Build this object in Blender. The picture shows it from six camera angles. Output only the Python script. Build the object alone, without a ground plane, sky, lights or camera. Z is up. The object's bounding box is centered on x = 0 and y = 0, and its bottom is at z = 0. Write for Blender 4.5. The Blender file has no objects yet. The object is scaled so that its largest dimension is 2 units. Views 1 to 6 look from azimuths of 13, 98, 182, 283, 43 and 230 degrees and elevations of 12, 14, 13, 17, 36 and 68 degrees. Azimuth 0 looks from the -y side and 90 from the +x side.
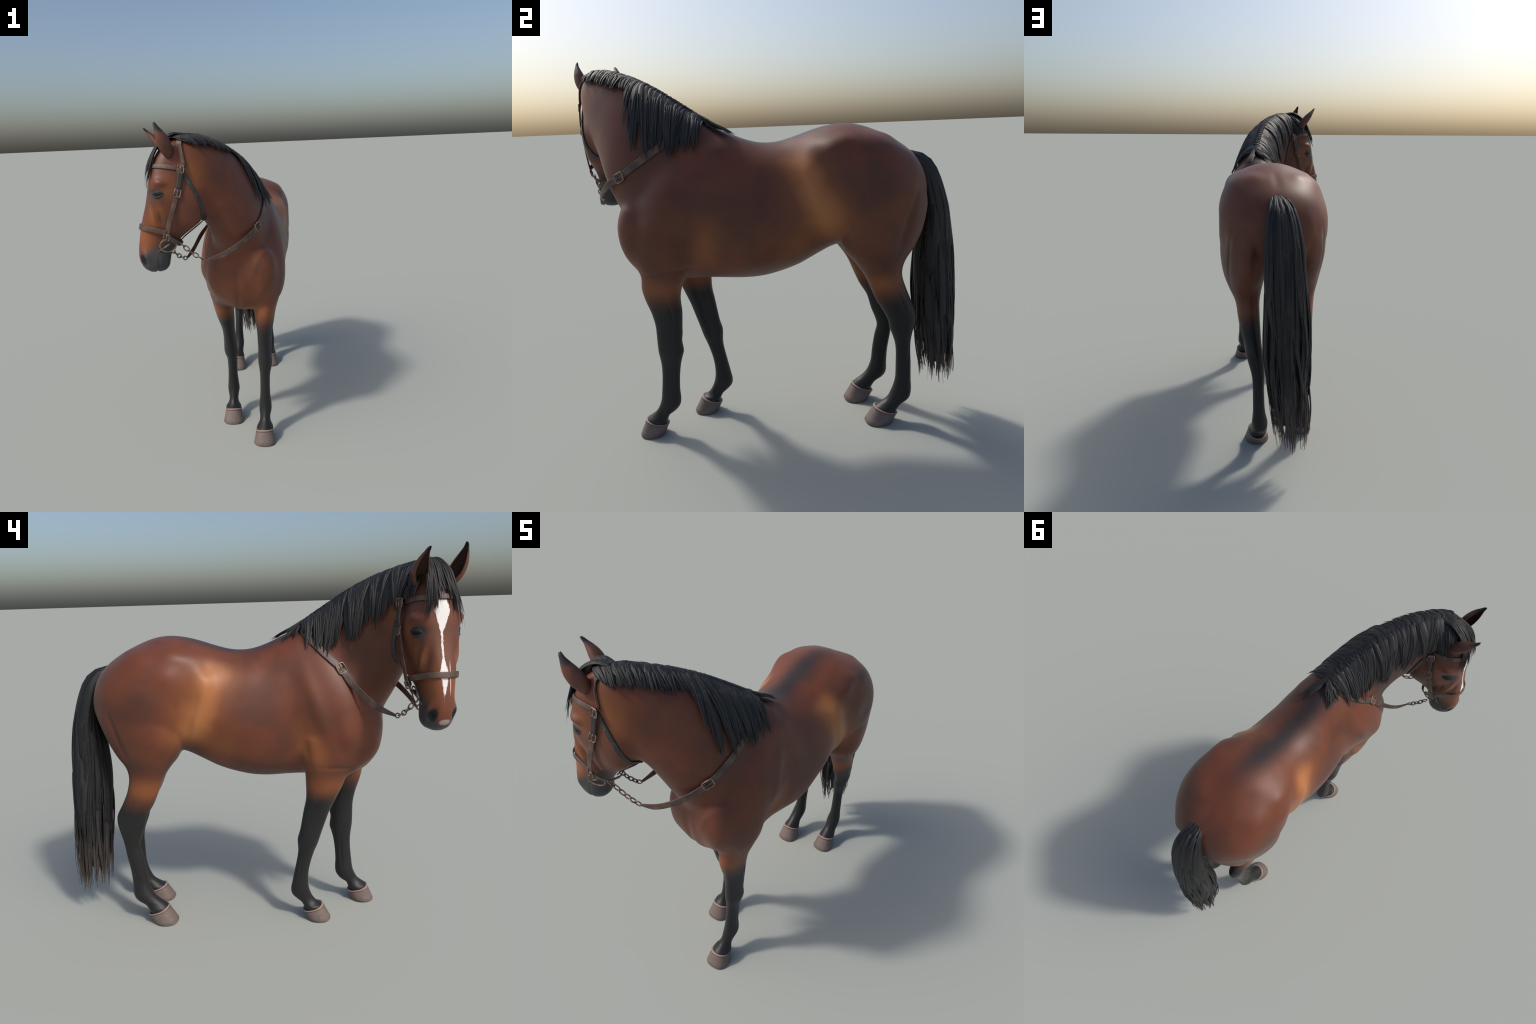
# A bay riding horse standing with its head turned to its right, wearing a
# leather bridle and a rein with short chains.  Everything is built from profiles.
import bpy, bmesh, math, random
import numpy as np
from mathutils import Vector, Matrix
from mathutils.bvhtree import BVHTree

random.seed(7)
rng = np.random.default_rng(7)

# ------------------------------------------------------------------ frames
# body frame: s forward along the horse, l to its left, z up
BO = np.array([0.01, 0.18, 0.0])
BD = np.array([0.19, -0.982, 0.0]); BD /= np.linalg.norm(BD)
BL = np.array([-BD[1], BD[0], 0.0])
UP = np.array([0.0, 0.0, 1.0])
# head frame: f forward out of the face, l to the head's left, z up
HO = np.array([-0.298, -0.909, 0.0])
HF = np.array([-0.935, -0.355, 0.0]); HF /= np.linalg.norm(HF)
HL = np.array([-HF[1], HF[0], 0.0])


def B(s, l, z):
    return BO + s * BD + l * BL + z * UP


def H(f, l, z):
    return HO + f * HF + l * HL + z * UP


def to_body(P):
    d = P - BO
    return d @ BD, d @ BL, P[..., 2]


def to_head(P):
    d = P - HO
    return d @ HF, d @ HL, P[..., 2]


def unit(v):
    v = np.asarray(v, float)
    return v / max(np.linalg.norm(v), 1e-9)


def smoothstep(a, b, x):
    t = np.clip((x - a) / (b - a), 0, 1)
    return t * t * (3 - 2 * t)


def catmull(P, n):
    """n points along a smooth curve through the rows of P (chord-length knots)."""
    P = np.asarray(P, float)
    if P.ndim == 1:
        P = P[:, None]
    k = len(P)
    geo = P[:, :min(3, P.shape[1])]
    d = np.linalg.norm(np.diff(geo, axis=0), axis=1) ** 0.5 + 1e-6
    t = np.concatenate([[0], np.cumsum(d)])
    m = np.zeros_like(P)
    for i in range(k):
        if i == 0:
            m[i] = (P[1] - P[0]) / (t[1] - t[0])
        elif i == k - 1:
            m[i] = (P[-1] - P[-2]) / (t[-1] - t[-2])
        else:
            a, b = t[i] - t[i - 1], t[i + 1] - t[i]
            m[i] = ((P[i] - P[i - 1]) / a * b + (P[i + 1] - P[i]) / b * a) / (a + b)
    out = []
    for x in np.linspace(t[0], t[-1], n):
        i = min(np.searchsorted(t, x, side='right') - 1, k - 2)
        h = t[i + 1] - t[i]
        u = (x - t[i]) / h
        out.append((2 * u**3 - 3 * u**2 + 1) * P[i] + (u**3 - 2 * u**2 + u) * h * m[i]
                   + (-2 * u**3 + 3 * u**2) * P[i + 1] + (u**3 - u**2) * h * m[i + 1])
    return np.array(out)


# ------------------------------------------------------------------ mesh helpers
def make_mesh(name, verts, faces, smooth=True):
    me = bpy.data.meshes.new(name)
    me.from_pydata([tuple(v) for v in verts], [], [tuple(f) for f in faces])
    me.update()
    if smooth:
        me.polygons.foreach_set("use_smooth", np.ones(len(me.polygons), bool))
    return me


def make_obj(name, me, parent=None, mat=None):
    ob = bpy.data.objects.new(name, me)
    bpy.context.scene.collection.objects.link(ob)
    if parent is not None:
        ob.parent = parent
    if mat is not None:
        me.materials.clear()
        me.materials.append(mat)
    return ob


def rings_to_mesh(rings, cap=True):
    rings = [np.asarray(r) for r in rings]
    n = len(rings[0])
    V = np.concatenate(rings)
    F = []
    for i in range(len(rings) - 1):
        for j in range(n):
            a, b = i * n + j, i * n + (j + 1) % n
            F.append((a, b, b + n, a + n))
    if cap:
        F.append(tuple(range(n - 1, -1, -1)))
        k = (len(rings) - 1) * n
        F.append(tuple(range(k, k + n)))
    return V, F


def outline(c, up, side, hu, hs, e=1.0, k=0.0, n=40):
    """pear-shaped closed section; k>0 makes the lower half wider, e<1 squarer."""
    p = np.linspace(0, 2 * math.pi, n, endpoint=False)
    cu, sv = np.cos(p), np.sin(p)
    cu2 = np.sign(cu) * np.abs(cu) ** e
    sv2 = np.sign(sv) * np.abs(sv) ** e
    return (c + np.outer(cu2 * hu, up) + np.outer(sv2 * hs * (1 - k * cu2), side))


class Soup:
    """collects pieces into one mesh"""
    def __init__(self):
        self.V, self.F, self.n = [], [], 0

    def add(self, V, F):
        self.V.append(np.asarray(V))
        self.F += [tuple(i + self.n for i in f) for f in F]
        self.n += len(V)

    def mesh(self, name):
        return make_mesh(name, np.concatenate(self.V), self.F)


def ellipsoid(c, ax, n=20, m=12):
    rings = []
    for i in range(1, m):
        th = math.pi * i / m
        p = np.linspace(0, 2 * math.pi, n, endpoint=False)
        rings.append(c + math.cos(th) * ax[2] + math.sin(th) * (np.outer(np.cos(p), ax[0]) + np.outer(np.sin(p), ax[1])))
    return rings_to_mesh(rings)


# ------------------------------------------------------------------ body sections
# torso: s, top z, bottom z, half width, centre l, pear k
TORSO = [
    (-0.632, 1.27, 1.17, 0.050, 0.00, -0.05, .92),
    (-0.610, 1.345, 1.10, 0.125, 0.00, -0.08, .90),
    (-0.560, 1.412, 1.05, 0.200, 0.00, -0.08, .90),
    (-0.495, 1.462, 1.00, 0.252, 0.00, -0.05, .89),
    (-0.420, 1.504, 0.97, 0.285, 0.005, -0.02, .89),
    (-0.330, 1.543, 0.96, 0.295, 0.006, 0.00, .89),
    (-0.250, 1.557, 0.975, 0.289, 0.006, 0.00, .89),
    (-0.170, 1.551, 0.962, 0.273, 0.003, 0.00, .90),
    (-0.080, 1.530, 0.915, 0.258, 0.00, 0.00, .93),
    (0.000, 1.504, 0.872, 0.256, 0.00, 0.02, .95),
    (0.090, 1.481, 0.840, 0.258, 0.00, 0.03, .97),
    (0.180, 1.481, 0.819, 0.258, 0.00, 0.05, .98),
    (0.270, 1.508, 0.813, 0.248, 0.00, 0.12, 1.0),
    (0.360, 1.548, 0.816, 0.238, 0.00, 0.12, 1.01),
    (0.450, 1.570, 0.820, 0.235, -0.008, 0.14, 1.02),
    (0.550, 1.550, 0.820, 0.245, -0.016, 0.11, 1.02),
    (0.650, 1.470, 0.816, 0.250, -0.022, 0.08, 1.04),
    (0.735, 1.360, 0.828, 0.214, -0.025, -0.04, 1.04),
    (0.795, 1.270, 0.868, 0.168, -0.028, -0.06, 1.05),
    (0.842, 1.180, 0.945, 0.104, -0.03, -0.06, 1.0),
    (0.862, 1.140, 1.020, 0.045, -0.03, 0.00, 1.0),
]
# neck: crest point, throat-side point, half width, pear k
NECK = [
    ((0.104, -0.20, 1.550), (0.106, -0.57, 0.99), 0.180, 0.12),
    ((0.105, -0.30, 1.612), (0.116, -0.640, 1.10), 0.158, 0.14),
    ((0.099, -0.39, 1.667), (0.106, -0.678, 1.18), 0.148, 0.14),
    ((0.083, -0.47, 1.720), (0.088, -0.708, 1.24), 0.141, 0.12),
    ((0.060, -0.558, 1.768), (0.059, -0.732, 1.30), 0.129, 0.08),
    ((0.018, -0.662, 1.813), (0.022, -0.760, 1.37), 0.114, 0.04),
    ((-0.026, -0.758, 1.838), (-0.020, -0.788, 1.43), 0.103, 0.02),
    ((-0.074, -0.836, 1.840), (-0.070, -0.813, 1.49), 0.097, 0.0),
    ((-0.108, -0.870, 1.835), (-0.113, -0.842, 1.56), 0.086, 0.00),
]
# head: front (f,z), back (f,z), half width, pear k (k>0 widens the back), squareness e
HEAD = [
    ((-0.010, 1.149), (-0.055, 1.147), 0.022, 0.0, .9),
    ((0.018, 1.168), (-0.092, 1.155), 0.047, 0.0, .85),
    ((0.036, 1.195), (-0.112, 1.178), 0.062, 0.02, .82),
    ((0.044, 1.225), (-0.120, 1.212), 0.069, 0.02, .8),
    ((0.045, 1.255), (-0.128, 1.245), 0.067, 0.0, .8),
    ((0.040, 1.300), (-0.150, 1.278), 0.061, -0.02, .78),
    ((0.033, 1.345), (-0.178, 1.318), 0.065, 0.02, .72),
    ((0.022, 1.400), (-0.216, 1.350), 0.074, 0.06, .66),
    ((0.006, 1.455), (-0.260, 1.382), 0.085, 0.10, .60),
    ((-0.010, 1.510), (-0.302, 1.418), 0.097, 0.10, .56),
    ((-0.020, 1.555), (-0.324, 1.475), 0.105, 0.06, .56),
    ((-0.029, 1.605), (-0.328, 1.545), 0.108, 0.0, .60),
    ((-0.040, 1.660), (-0.316, 1.612), 0.102, -0.04, .66),
    ((-0.056, 1.715), (-0.298, 1.680), 0.090, -0.02, .75),
    ((-0.090, 1.775), (-0.280, 1.745), 0.074, 0.0, .85),
    ((-0.140, 1.820), (-0.262, 1.805), 0.050, 0.0, .9),
    ((-0.180, 1.838), (-0.235, 1.832), 0.022, 0.0, .9),
]
HEAD_SHIFT = 0.002
# legs: z, front s, back s, centre l, half width
LEFT_FORE = [
    (1.06, .80, .46, .115, .085), (.96, .80, .50, .118, .092), (.88, .786, .545, .108, .079), (.81, .790, .585, .097, .066),
    (.75, .778, .600, .094, .058), (.67, .751, .599, .090, .047), (.60, .738, .604, .088, .043),
    (.55, .737, .607, .087, .041), (.515, .737, .612, .086, .042), (.46, .735, .607, .086, .043),
    (.43, .731, .616, .085, .038), (.39, .727, .627, .082, .032), (.33, .728, .637, .080, .030),
    (.25, .736, .643, .078, .032), (.19, .745, .642, .077, .039), (.16, .756, .648, .076, .038),
    (.13, .773, .670, .073, .032), (.105, .803, .706, .072, .036), (.08, .833, .718, .070, .051), (.045, .83, .735, .069, .045)]
RIGHT_FORE = [
    (1.06, .72, .38, -.165, .095), (.95, .70, .42, -.168, .094), (.87, .671, .447, -.168, .072), (.80, .650, .452, -.162, .064),
    (.72, .614, .455, -.154, .054), (.64, .579, .442, -.145, .041), (.57, .556, .431, -.142, .039),
    (.53, .543, .424, -.140, .042), (.48, .528, .411, -.139, .045), (.45, .519, .412, -.137, .043),
    (.415, .505, .414, -.135, .034), (.38, .493, .411, -.135, .032), (.30, .473, .396, -.137, .031),
    (.22, .468, .380, -.138, .036), (.18, .474, .373, -.138, .039), (.15, .484, .378, -.139, .034),
    (.125, .497, .400, -.139, .030), (.10, .520, .430, -.140, .035), (.08, .551, .441, -.140, .051), (.045, .548, .458, -.140, .045)]
LEFT_HIND = [
    (1.30, -.22, -.54, .150, .110), (1.20, -.18, -.600, .158, .122), (1.08, -.178, -.596, .162, .120), (.97, -.197, -.555, .162, .110),
    (.90, -.252, -.508, .160, .090), (.83, -.303, -.493, .153, .066), (.76, -.335, -.513, .150, .060),
    (.69, -.369, -.541, .145, .054), (.625, -.409, -.567, .137, .047), (.57, -.436, -.577, .130, .046),
    (.53, -.446, -.569, .122, .044), (.45, -.475, -.558, .112, .034), (.40, -.483, -.558, .110, .031),
    (.33, -.484, -.562, .109, .031), (.235, -.482, -.565, .107, .034), (.17, -.464, -.569, .103, .043),
    (.13, -.443, -.560, .103, .042), (.10, -.402, -.521, .104, .042), (.075, -.368, -.497, .105, .051), (.04, -.372, -.48, .105, .046)]
RIGHT_HIND = [
    (1.30, -.22, -.54, -.145, .110), (1.20, -.18, -.590, -.152, .122), (1.08, -.160, -.565, -.155, .120), (.97, -.190, -.517, -.150, .106),
    (.91, -.239, -.477, -.150, .091), (.85, -.280, -.467, -.148, .073), (.77, -.315, -.486, -.145, .062),
    (.70, -.348, -.518, -.142, .055), (.635, -.389, -.552, -.140, .048), (.60, -.401, -.556, -.139, .047),
    (.55, -.415, -.549, -.138, .044), (.49, -.439, -.535, -.137, .038), (.45, -.448, -.529, -.137, .033),
    (.40, -.436, -.524, -.138, .031), (.31, -.423, -.510, -.141, .031), (.23, -.415, -.505, -.144, .035),
    (.17, -.393, -.505, -.149, .043), (.14, -.367, -.491, -.152, .042), (.11, -.328, -.448, -.154, .042), (.085, -.306, -.428, -.156, .051), (.045, -.31, -.41, -.157, .046)]


def torso_rings():
    out = []
    for s, zt, zb, w, l, k, e in catmull(TORSO, 70):
        out.append(outline(B(s, l, (zt + zb) / 2), UP, BL, (zt - zb) / 2, w, e, k, 48))
    return out


def neck_section(row):
    c = np.array(row[0:3]); v = np.array(row[3:6])
    return c, v, row[6], row[7]


NECK_ROWS = catmull([list(a) + list(b) + [w, k] for a, b, w, k in NECK], 60)


def neck_rings():
    out = []
    mids = (NECK_ROWS[:, 0:3] + NECK_ROWS[:, 3:6]) / 2
    tang = np.gradient(mids, axis=0)
    for r, t in zip(NECK_ROWS, tang):
        c, v, w, k = neck_section(r)
        up = unit(c - v)
        t = t.copy(); t[2] = 0
        side = unit(np.cross(up, -unit(t)))
        side = unit(side - (side @ up) * up)
        out.append(outline((c + v) / 2, up, side, np.linalg.norm(c - v) / 2, w, .88, k, 44))
    return out


def head_rings():
    rows = catmull([list(a) + list(b) + [w, k, e] for a, b, w, k, e in HEAD], 64)
    out = []
    for f0, z0, f1, z1, w, k, e in rows:
        a, b = H(f0, HEAD_SHIFT, z0), H(f1, HEAD_SHIFT, z1)
        out.append(outline((a + b) / 2, unit(a - b), HL, np.linalg.norm(a - b) / 2, w, e, k, 48))
    return out


def leg_rings(T):
    out = []
    for z, s0, s1, l, w in catmull(T, 70):
        thigh = float(smoothstep(.75, 1.0, z)) * (1 if s0 < 0 else 0)     # thighs are widest in front
        out.append(outline(B((s0 + s1) / 2, l, z), BD, BL, (s0 - s1) / 2, w, 1.0, 0.08 - .30 * thigh, 32))
    return out


soup = Soup()
for rings in (torso_rings(), neck_rings(), head_rings(), leg_rings(LEFT_FORE), leg_rings(RIGHT_FORE),
              leg_rings(LEFT_HIND), leg_rings(RIGHT_HIND)):
    soup.add(*rings_to_mesh(rings))
# shoulder masses that carry the forelegs
for c, r, tilt in ((B(.64, .115, 1.08), (.16, .125, .25), .25), (B(.58, -.125, 1.08), (.17, .130, .26), .25),
                   (B(.775, .080, 1.06), (.105, .105, .18), -.1), (B(.75, -.135, 1.05), (.105, .100, .16), -.1)):
    ax = [BD * r[0], BL * r[1], (UP - tilt * -BD * -1) / np.linalg.norm(UP + tilt * BD) * r[2]]
    soup.add(*ellipsoid(c, ax))

tmp = make_obj("body_volume", soup.mesh("body_volume"))
# make every face point outwards before the volume is fused
bm = bmesh.new(); bm.from_mesh(tmp.data)
bmesh.ops.recalc_face_normals(bm, faces=bm.faces)
bm.to_mesh(tmp.data); bm.free()
mod = tmp.modifiers.new("fuse", 'REMESH')
mod.mode = 'VOXEL'; mod.voxel_size = 0.0055; mod.adaptivity = 0
dg = bpy.context.evaluated_depsgraph_get()
ev = bpy.data.meshes.new_from_object(tmp.evaluated_get(dg))
bpy.data.objects.remove(tmp)
nv = len(ev.vertices)
V = np.empty(nv * 3); ev.vertices.foreach_get("co", V); V = V.reshape(-1, 3)
E = np.empty(len(ev.edges) * 2, int); ev.edges.foreach_get("vertices", E); E = E.reshape(-1, 2)
LS = np.empty(len(ev.polygons), int); ev.polygons.foreach_get("loop_start", LS)
LT = np.empty(len(ev.polygons), int); ev.polygons.foreach_get("loop_total", LT)
LV = np.empty(len(ev.loops), int); ev.loops.foreach_get("vertex_index", LV)
FACES = [LV[a:a + b] for a, b in zip(LS, LT)]
deg = np.bincount(E.ravel(), minlength=nv).astype(float)


def lap(X):
    out = np.zeros_like(X)
    for i in range(3):
        out[:, i] = np.bincount(E[:, 0], X[E[:, 1], i], nv) + np.bincount(E[:, 1], X[E[:, 0], i], nv)
    return out / deg[:, None] - X


def relax(X, w, n, keep=True):
    for _ in range(n):
        X = X + 0.6 * w[:, None] * lap(X)
        if keep:
            X = X - 0.615 * w[:, None] * lap(X)
    return X


def fnormals(X):
    tri = np.array([f[:3] for f in FACES]); q = np.array([f[-1] for f in FACES])
    n = np.cross(X[tri[:, 2]] - X[tri[:, 0]], X[q] - X[tri[:, 1]])
    N = np.zeros_like(X)
    for f_i in range(3):
        for i in range(3):
            N[:, i] += np.bincount(tri[:, f_i], n[:, i], nv)
    for i in range(3):
        N[:, i] += np.bincount(q, n[:, i], nv)
    return N / np.maximum(np.linalg.norm(N, axis=1), 1e-12)[:, None]


s_, l_, z_ = to_body(V)
fine = np.maximum(smoothstep(.80, .66, z_), smoothstep(-.36, -.26, to_head(V)[0]) * (z_ > 1.1) * (np.abs(to_head(V)[1]) < .14))
V = relax(V, np.ones(nv), 5)
breast = smoothstep(.45, .62, s_) * smoothstep(.80, .88, z_) * (1 - fine)
V = relax(V, 1 - fine, 25, keep=False)
V = relax(V, breast, 90, keep=False)
V = relax(V, 1 - 0.9 * fine, 20)


# ------------------------------------------------------------------ relief
def press(c, axes, amount, direction=None):
    """push the skin along its normal (or a direction) under a soft elliptical pad"""
    global V
    d = V - np.asarray(c)
    q = sum((d @ (np.asarray(a) / (np.linalg.norm(a) ** 2))) ** 2 for a in axes)
    w = np.exp(-q * 1.6) * (q < 4)
    n = fnormals(V) if direction is None else unit(direction)[None, :]
    V = V + amount * w[:, None] * n


def pads(fr, rows):
    """rows: centre, three radii along the frame's own axes, tilt in its side plane, amount"""
    a0, a1 = (BD, BL) if fr is B else (HF, HL)
    for c, r, tilt, amt in rows:
        ca, sa = math.cos(tilt), math.sin(tilt)
        press(fr(*c), [(ca * a0 + sa * UP) * r[0], a1 * r[1], (-sa * a0 + ca * UP) * r[2]], amt)


for sd in (1, -1):
    sh = -.0
    pads(B, [
        ((.50, sd * .24 + sh, 1.22), (.05, .10, .30), .35, .010),     # shoulder blade ridge
        ((.40, sd * .24, 1.10), (.06, .12, .22), .1, -.008),          # behind the shoulder
        ((.50, sd * .22 + sh, .93), (.07, .08, .06), 0, .005),        # elbow
        ((-.05, sd * .26, 1.27), (.03, .10, .11), -.40, .007),       # ridge from hip to stifle
        ((-.10, sd * .26, 1.13), (.03, .10, .11), -.33, .007),
        ((-.155, sd * .26, 1.18), (.03, .10, .14), -.36, -.005),
        ((-.02, sd * .26, 1.06), (.06, .10, .10), -.3, -.006),
        ((-.49, sd * .25, 1.10), (.020, .12, .15), .30, -.010),       # groove behind the thigh
        ((-.05, sd * .24, 1.35), (.07, .12, .11), -.3, .020),         # full flank
        ((-.13, sd * .20, 1.455), (.11, .12, .07), 0, .016),          # hip corner
        ((-.21, sd * .26, 1.38), (.08, .10, .07), 0, -.002 if sd > 0 else .012),
        ((-.30, sd * .30, 1.24), (.09, .12, .10), 0, -.010 if sd > 0 else .002),
        ((.07, sd * .256, 1.13), (.13, .12, .12), 0, .012 if sd > 0 else .002),
        ((.66, sd * .25 + sh, 1.06), (.08, .10, .09), 0, -.004 if sd > 0 else .014),
        ((.54, sd * .225, 1.04), (.09, .10, .12), 0, -.018 if sd > 0 else .0),
        ((-.15, sd * .26, 1.26), (.04, .10, .13), -.3, .0 if sd > 0 else -.010),
        ((.42, sd * .16, 1.45), (.12, .12, .06), 0, .008 if sd > 0 else 0),
        ((-.50, sd * .24, 1.22), (.06, .10, .10), 0, .008 if sd > 0 else 0),
        ((-.09, sd * .26, 1.25), (.08, .10, .15), -.3, -.001 if sd > 0 else -.013),
        ((-.14, sd * .235, 1.43), (.06, .10, .05), 0, .010 if sd > 0 else 0),
        ((-.02, sd * .21, 1.41), (.06, .08, .06), 0, .0 if sd > 0 else -.010),
        ((-.31, sd * .12, 1.53), (.12, .12, .06), 0, -.007),
        ((.70, sd * .17 - .02, .90), (.07, .10, .06), 0, .0 if sd > 0 else .010),
        ((.83, sd * .15 - .02, 1.06), (.06, .08, .09), 0, .0 if sd > 0 else -.012),
        ((.49, sd * .21, 1.01), (.06, .10, .09), 0, -.013 if sd > 0 else -.004),
        ((-.125, sd * .25, 1.12), (.05, .10, .08), -.3, -.002 if sd > 0 else -.010),
        ((-.60, sd * .15, 1.22), (.06, .05, .12), 0, .010),
        ((-.36, sd * .20, 1.45), (.12, .10, .08), 0, .008 if sd > 0 else .015),
        ((.22, sd * .23, .93), (.17, .12, .09), 0, .010),             # belly side
        ((.45, sd * .23, 1.24), (.12, .12, .12), 0, -.002 if sd > 0 else .004),
        ((.16, sd * .26, 1.26), (.14, .12, .12), 0, -.006),
        ((-.44, sd * .12, 1.50), (.08, .06, .04), 0, .008),           # croup muscle
        ((.45, sd * .25 + sh, 1.00), (.030, .10, .11), .15, -.008),   # behind the upper arm
        ((.62, sd * .2 + sh, .90), (.10, .10, .014), -.12, -.008),    # top of the forearm
        ((-.20, sd * .2, 1.47), (.07, .08, .05), 0, .012),            # point of hip
        ((-.30, sd * .28, 1.10), (.14, .10, .16), 0, .008),           # thigh
        ((-.52, sd * .2, 1.12), (.05, .10, .20), 0.2, .006),          # hamstring
    ])
    pads(H, [
        ((-.095, sd * .095, 1.622), (.045, .04, .026), 0.15, .018),     # brow
        ((-.060, sd * .09, 1.572), (.040, .04, .022), 0.0, -.006),    # eye socket
        ((-.050, sd * .07, 1.455), (.013, .04, .065), -.22, .009),     # facial crest
        ((-.022, sd * .06, 1.455), (.018, .03, .060), -.15, -.005),
        ((-.082, sd * .075, 1.445), (.013, .04, .055), -.22, -.008),
        ((-.22, sd * .08, 1.47), (.08, .05, .08), 0, .002 if sd > 0 else .012),           # cheek
        ((-.17, sd * .09, 1.56), (.10, .05, .10), 0, .002 if sd > 0 else .010),
        ((-.28, sd * .07, 1.45), (.06, .05, .05), 0, -.008 if sd > 0 else 0),
        ((-.12, sd * .08, 1.41), (.02, .04, .08), -.4, -.005),
        ((.010, sd * .055, 1.235), (.030, .03, .036), 0, .010),       # nostril wing
        ((.021, sd * .050, 1.224), (.018, .03, .033), -.35, -.030),   # nostril
        ((-.05, sd * .06, 1.19), (.035, .03, .03), 0, .004),
        ((-.056, sd * .055, 1.20), (.004, .03, .045), .12, -.006),    # mouth line
    ])
for row in (LEFT_FORE, RIGHT_FORE, LEFT_HIND, RIGHT_HIND):
    R = catmull(row, 200)
    for zc, frac, amt, hz in ((.30, .36, -.005, .10), (.68, .34, -.006, .07)):
        i = np.argmin(np.abs(R[:, 0] - zc))
        z0, s0, s1, l0, w0 = R[i]
        for sd in (1, -1):
            pads(B, [((s1 + (s0 - s1) * frac, l0 + sd * w0, zc), (.007, .03, hz), math.atan2(R[i - 20][1] - R[i + 20][1], R[i - 20][0] - R[i + 20][0]) * -1, amt)])
pads(H, [((-.047, 0, 1.150), (.006, .08, .018), 0, -.008), ((-.02, 0, 1.68), (.05, .04, .05), 0, .003)])
pads(B, [((-.60, 0.012, 1.34), (.06, .030, .14), .5, -.010), ((-.46, 0.006, 1.49), (.10, .030, .05), .35, -.003), ((-.60, .0, 1.1), (.08, .03, .2), 0, -.02), ((.86, -.05, 1.02), (.06, .03, .12), 0, -.008),
         ((.80, -.05, .90), (.08, .02, .08), 0, -.006)])
V = relax(V, np.ones(nv), 2)
NORM = fnormals(V)
if np.mean(np.einsum('ij,ij->i', NORM, V - V.mean(0))) < 0:
    NORM = -NORM
BODY_BVH = BVHTree.FromPolygons([tuple(v) for v in V], [tuple(f) for f in FACES])


def skin(p, off):
    """closest point of the skin to p, lifted by off; returns point, normal"""
    loc, nor, idx, dist = BODY_BVH.find_nearest(Vector(p))
    f = FACES[idx]
    n = unit(NORM[f].mean(0))
    return np.array(loc) + off * n, n


# ------------------------------------------------------------------ materials
def new_mat(name):
    m = bpy.data.materials.new(name); m.use_nodes = True
    nt = m.node_tree
    return m, nt, nt.nodes["Principled BSDF"]


class G:
    """small node-building helper"""
    def __init__(self, nt):
        self.nt = nt
        self.co = nt.nodes.new("ShaderNodeTexCoord").outputs["Object"]

    def math(self, op, a, b=None, clamp=False):
        n = self.nt.nodes.new("ShaderNodeMath"); n.operation = op; n.use_clamp = clamp
        for i, x in enumerate((a, b)):
            if x is None:
                continue
            if isinstance(x, (int, float)):
                n.inputs[i].default_value = x
            else:
                self.nt.links.new(x, n.inputs[i])
        return n.outputs[0]

    def noise(self, scale, detail=3, vec=None, dist=0.0, rough=.55):
        n = self.nt.nodes.new("ShaderNodeTexNoise")
        n.inputs["Scale"].default_value = scale; n.inputs["Detail"].default_value = detail
        n.inputs["Distortion"].default_value = dist; n.inputs["Roughness"].default_value = rough
        self.nt.links.new(vec or self.co, n.inputs["Vector"])
        return n.outputs["Fac"]

    def dot(self, v, off):
        """signed distance of the point along direction v, minus off"""
        n = self.nt.nodes.new("ShaderNodeVectorMath"); n.operation = 'DOT_PRODUCT'
        self.nt.links.new(self.co, n.inputs[0]); n.inputs[1].default_value = tuple(v)
        return self.math('SUBTRACT', n.outputs["Value"], float(off))

    def ramp(self, x, a, b):
        n = self.nt.nodes.new("ShaderNodeMapRange"); n.interpolation_type = 'SMOOTHSTEP'
        n.inputs["From Min"].default_value = a; n.inputs["From Max"].default_value = b
        self.nt.links.new(x, n.inputs["Value"])
        return n.outputs["Result"]

    def frame(self, fr):
        o, a, l = (BO, BD, BL) if fr is B else (HO, HF, HL)
        return self.dot(a, o @ a), self.dot(l, o @ l), self.dot(UP, 0)

    def pad(self, fr, c, r, tilt=0.0, inner=.3, wob=None):
        """soft elliptical mask in a frame: centre, radii, tilt"""
        o, a0, a1 = (BO, BD, BL) if fr is B else (HO, HF, HL)
        ca, sa = math.cos(tilt), math.sin(tilt)
        p = fr(*c)
        acc = None
        for v, rr in ((ca * a0 + sa * UP, r[0]), (a1, r[1]), (-sa * a0 + ca * UP, r[2])):
            q = self.dot(v / rr, (p @ v) / rr)
            q = self.math('MULTIPLY', q, q)
            acc = q if acc is None else self.math('ADD', acc, q)
        acc = self.math('SQRT', acc)
        if wob is not None:
            acc = self.math('ADD', acc, wob)
        return self.ramp(acc, 1.0, inner)

    def mix(self, fac, a, b):
        n = self.nt.nodes.new("ShaderNodeMix"); n.data_type = 'RGBA'
        for s, x in ((0, fac), (6, a), (7, b)):
            if isinstance(x, (int, float)):
                n.inputs[s].default_value = x
            elif isinstance(x, tuple):
                n.inputs[s].default_value = (*x, 1)
            else:
                self.nt.links.new(x, n.inputs[s])
        return n.outputs[2]

    def mul(self, *xs):
        r = xs[0]
        for x in xs[1:]:
            r = self.math('MULTIPLY', r, x)
        return r

    def bump(self, h, strength, dist=.002):
        n = self.nt.nodes.new("ShaderNodeBump")
        n.inputs["Strength"].default_value = strength; n.inputs["Distance"].default_value = dist
        self.nt.links.new(h, n.inputs["Height"])
        return n.outputs["Normal"]


BAY = (0.152, 0.045, 0.021)
GOLD = (0.430, 0.165, 0.058)
ORANGE = (0.290, 0.097, 0.029)
DARKBAY = (0.066, 0.027, 0.018)
BLACK = (0.013, 0.013, 0.0135)


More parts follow.
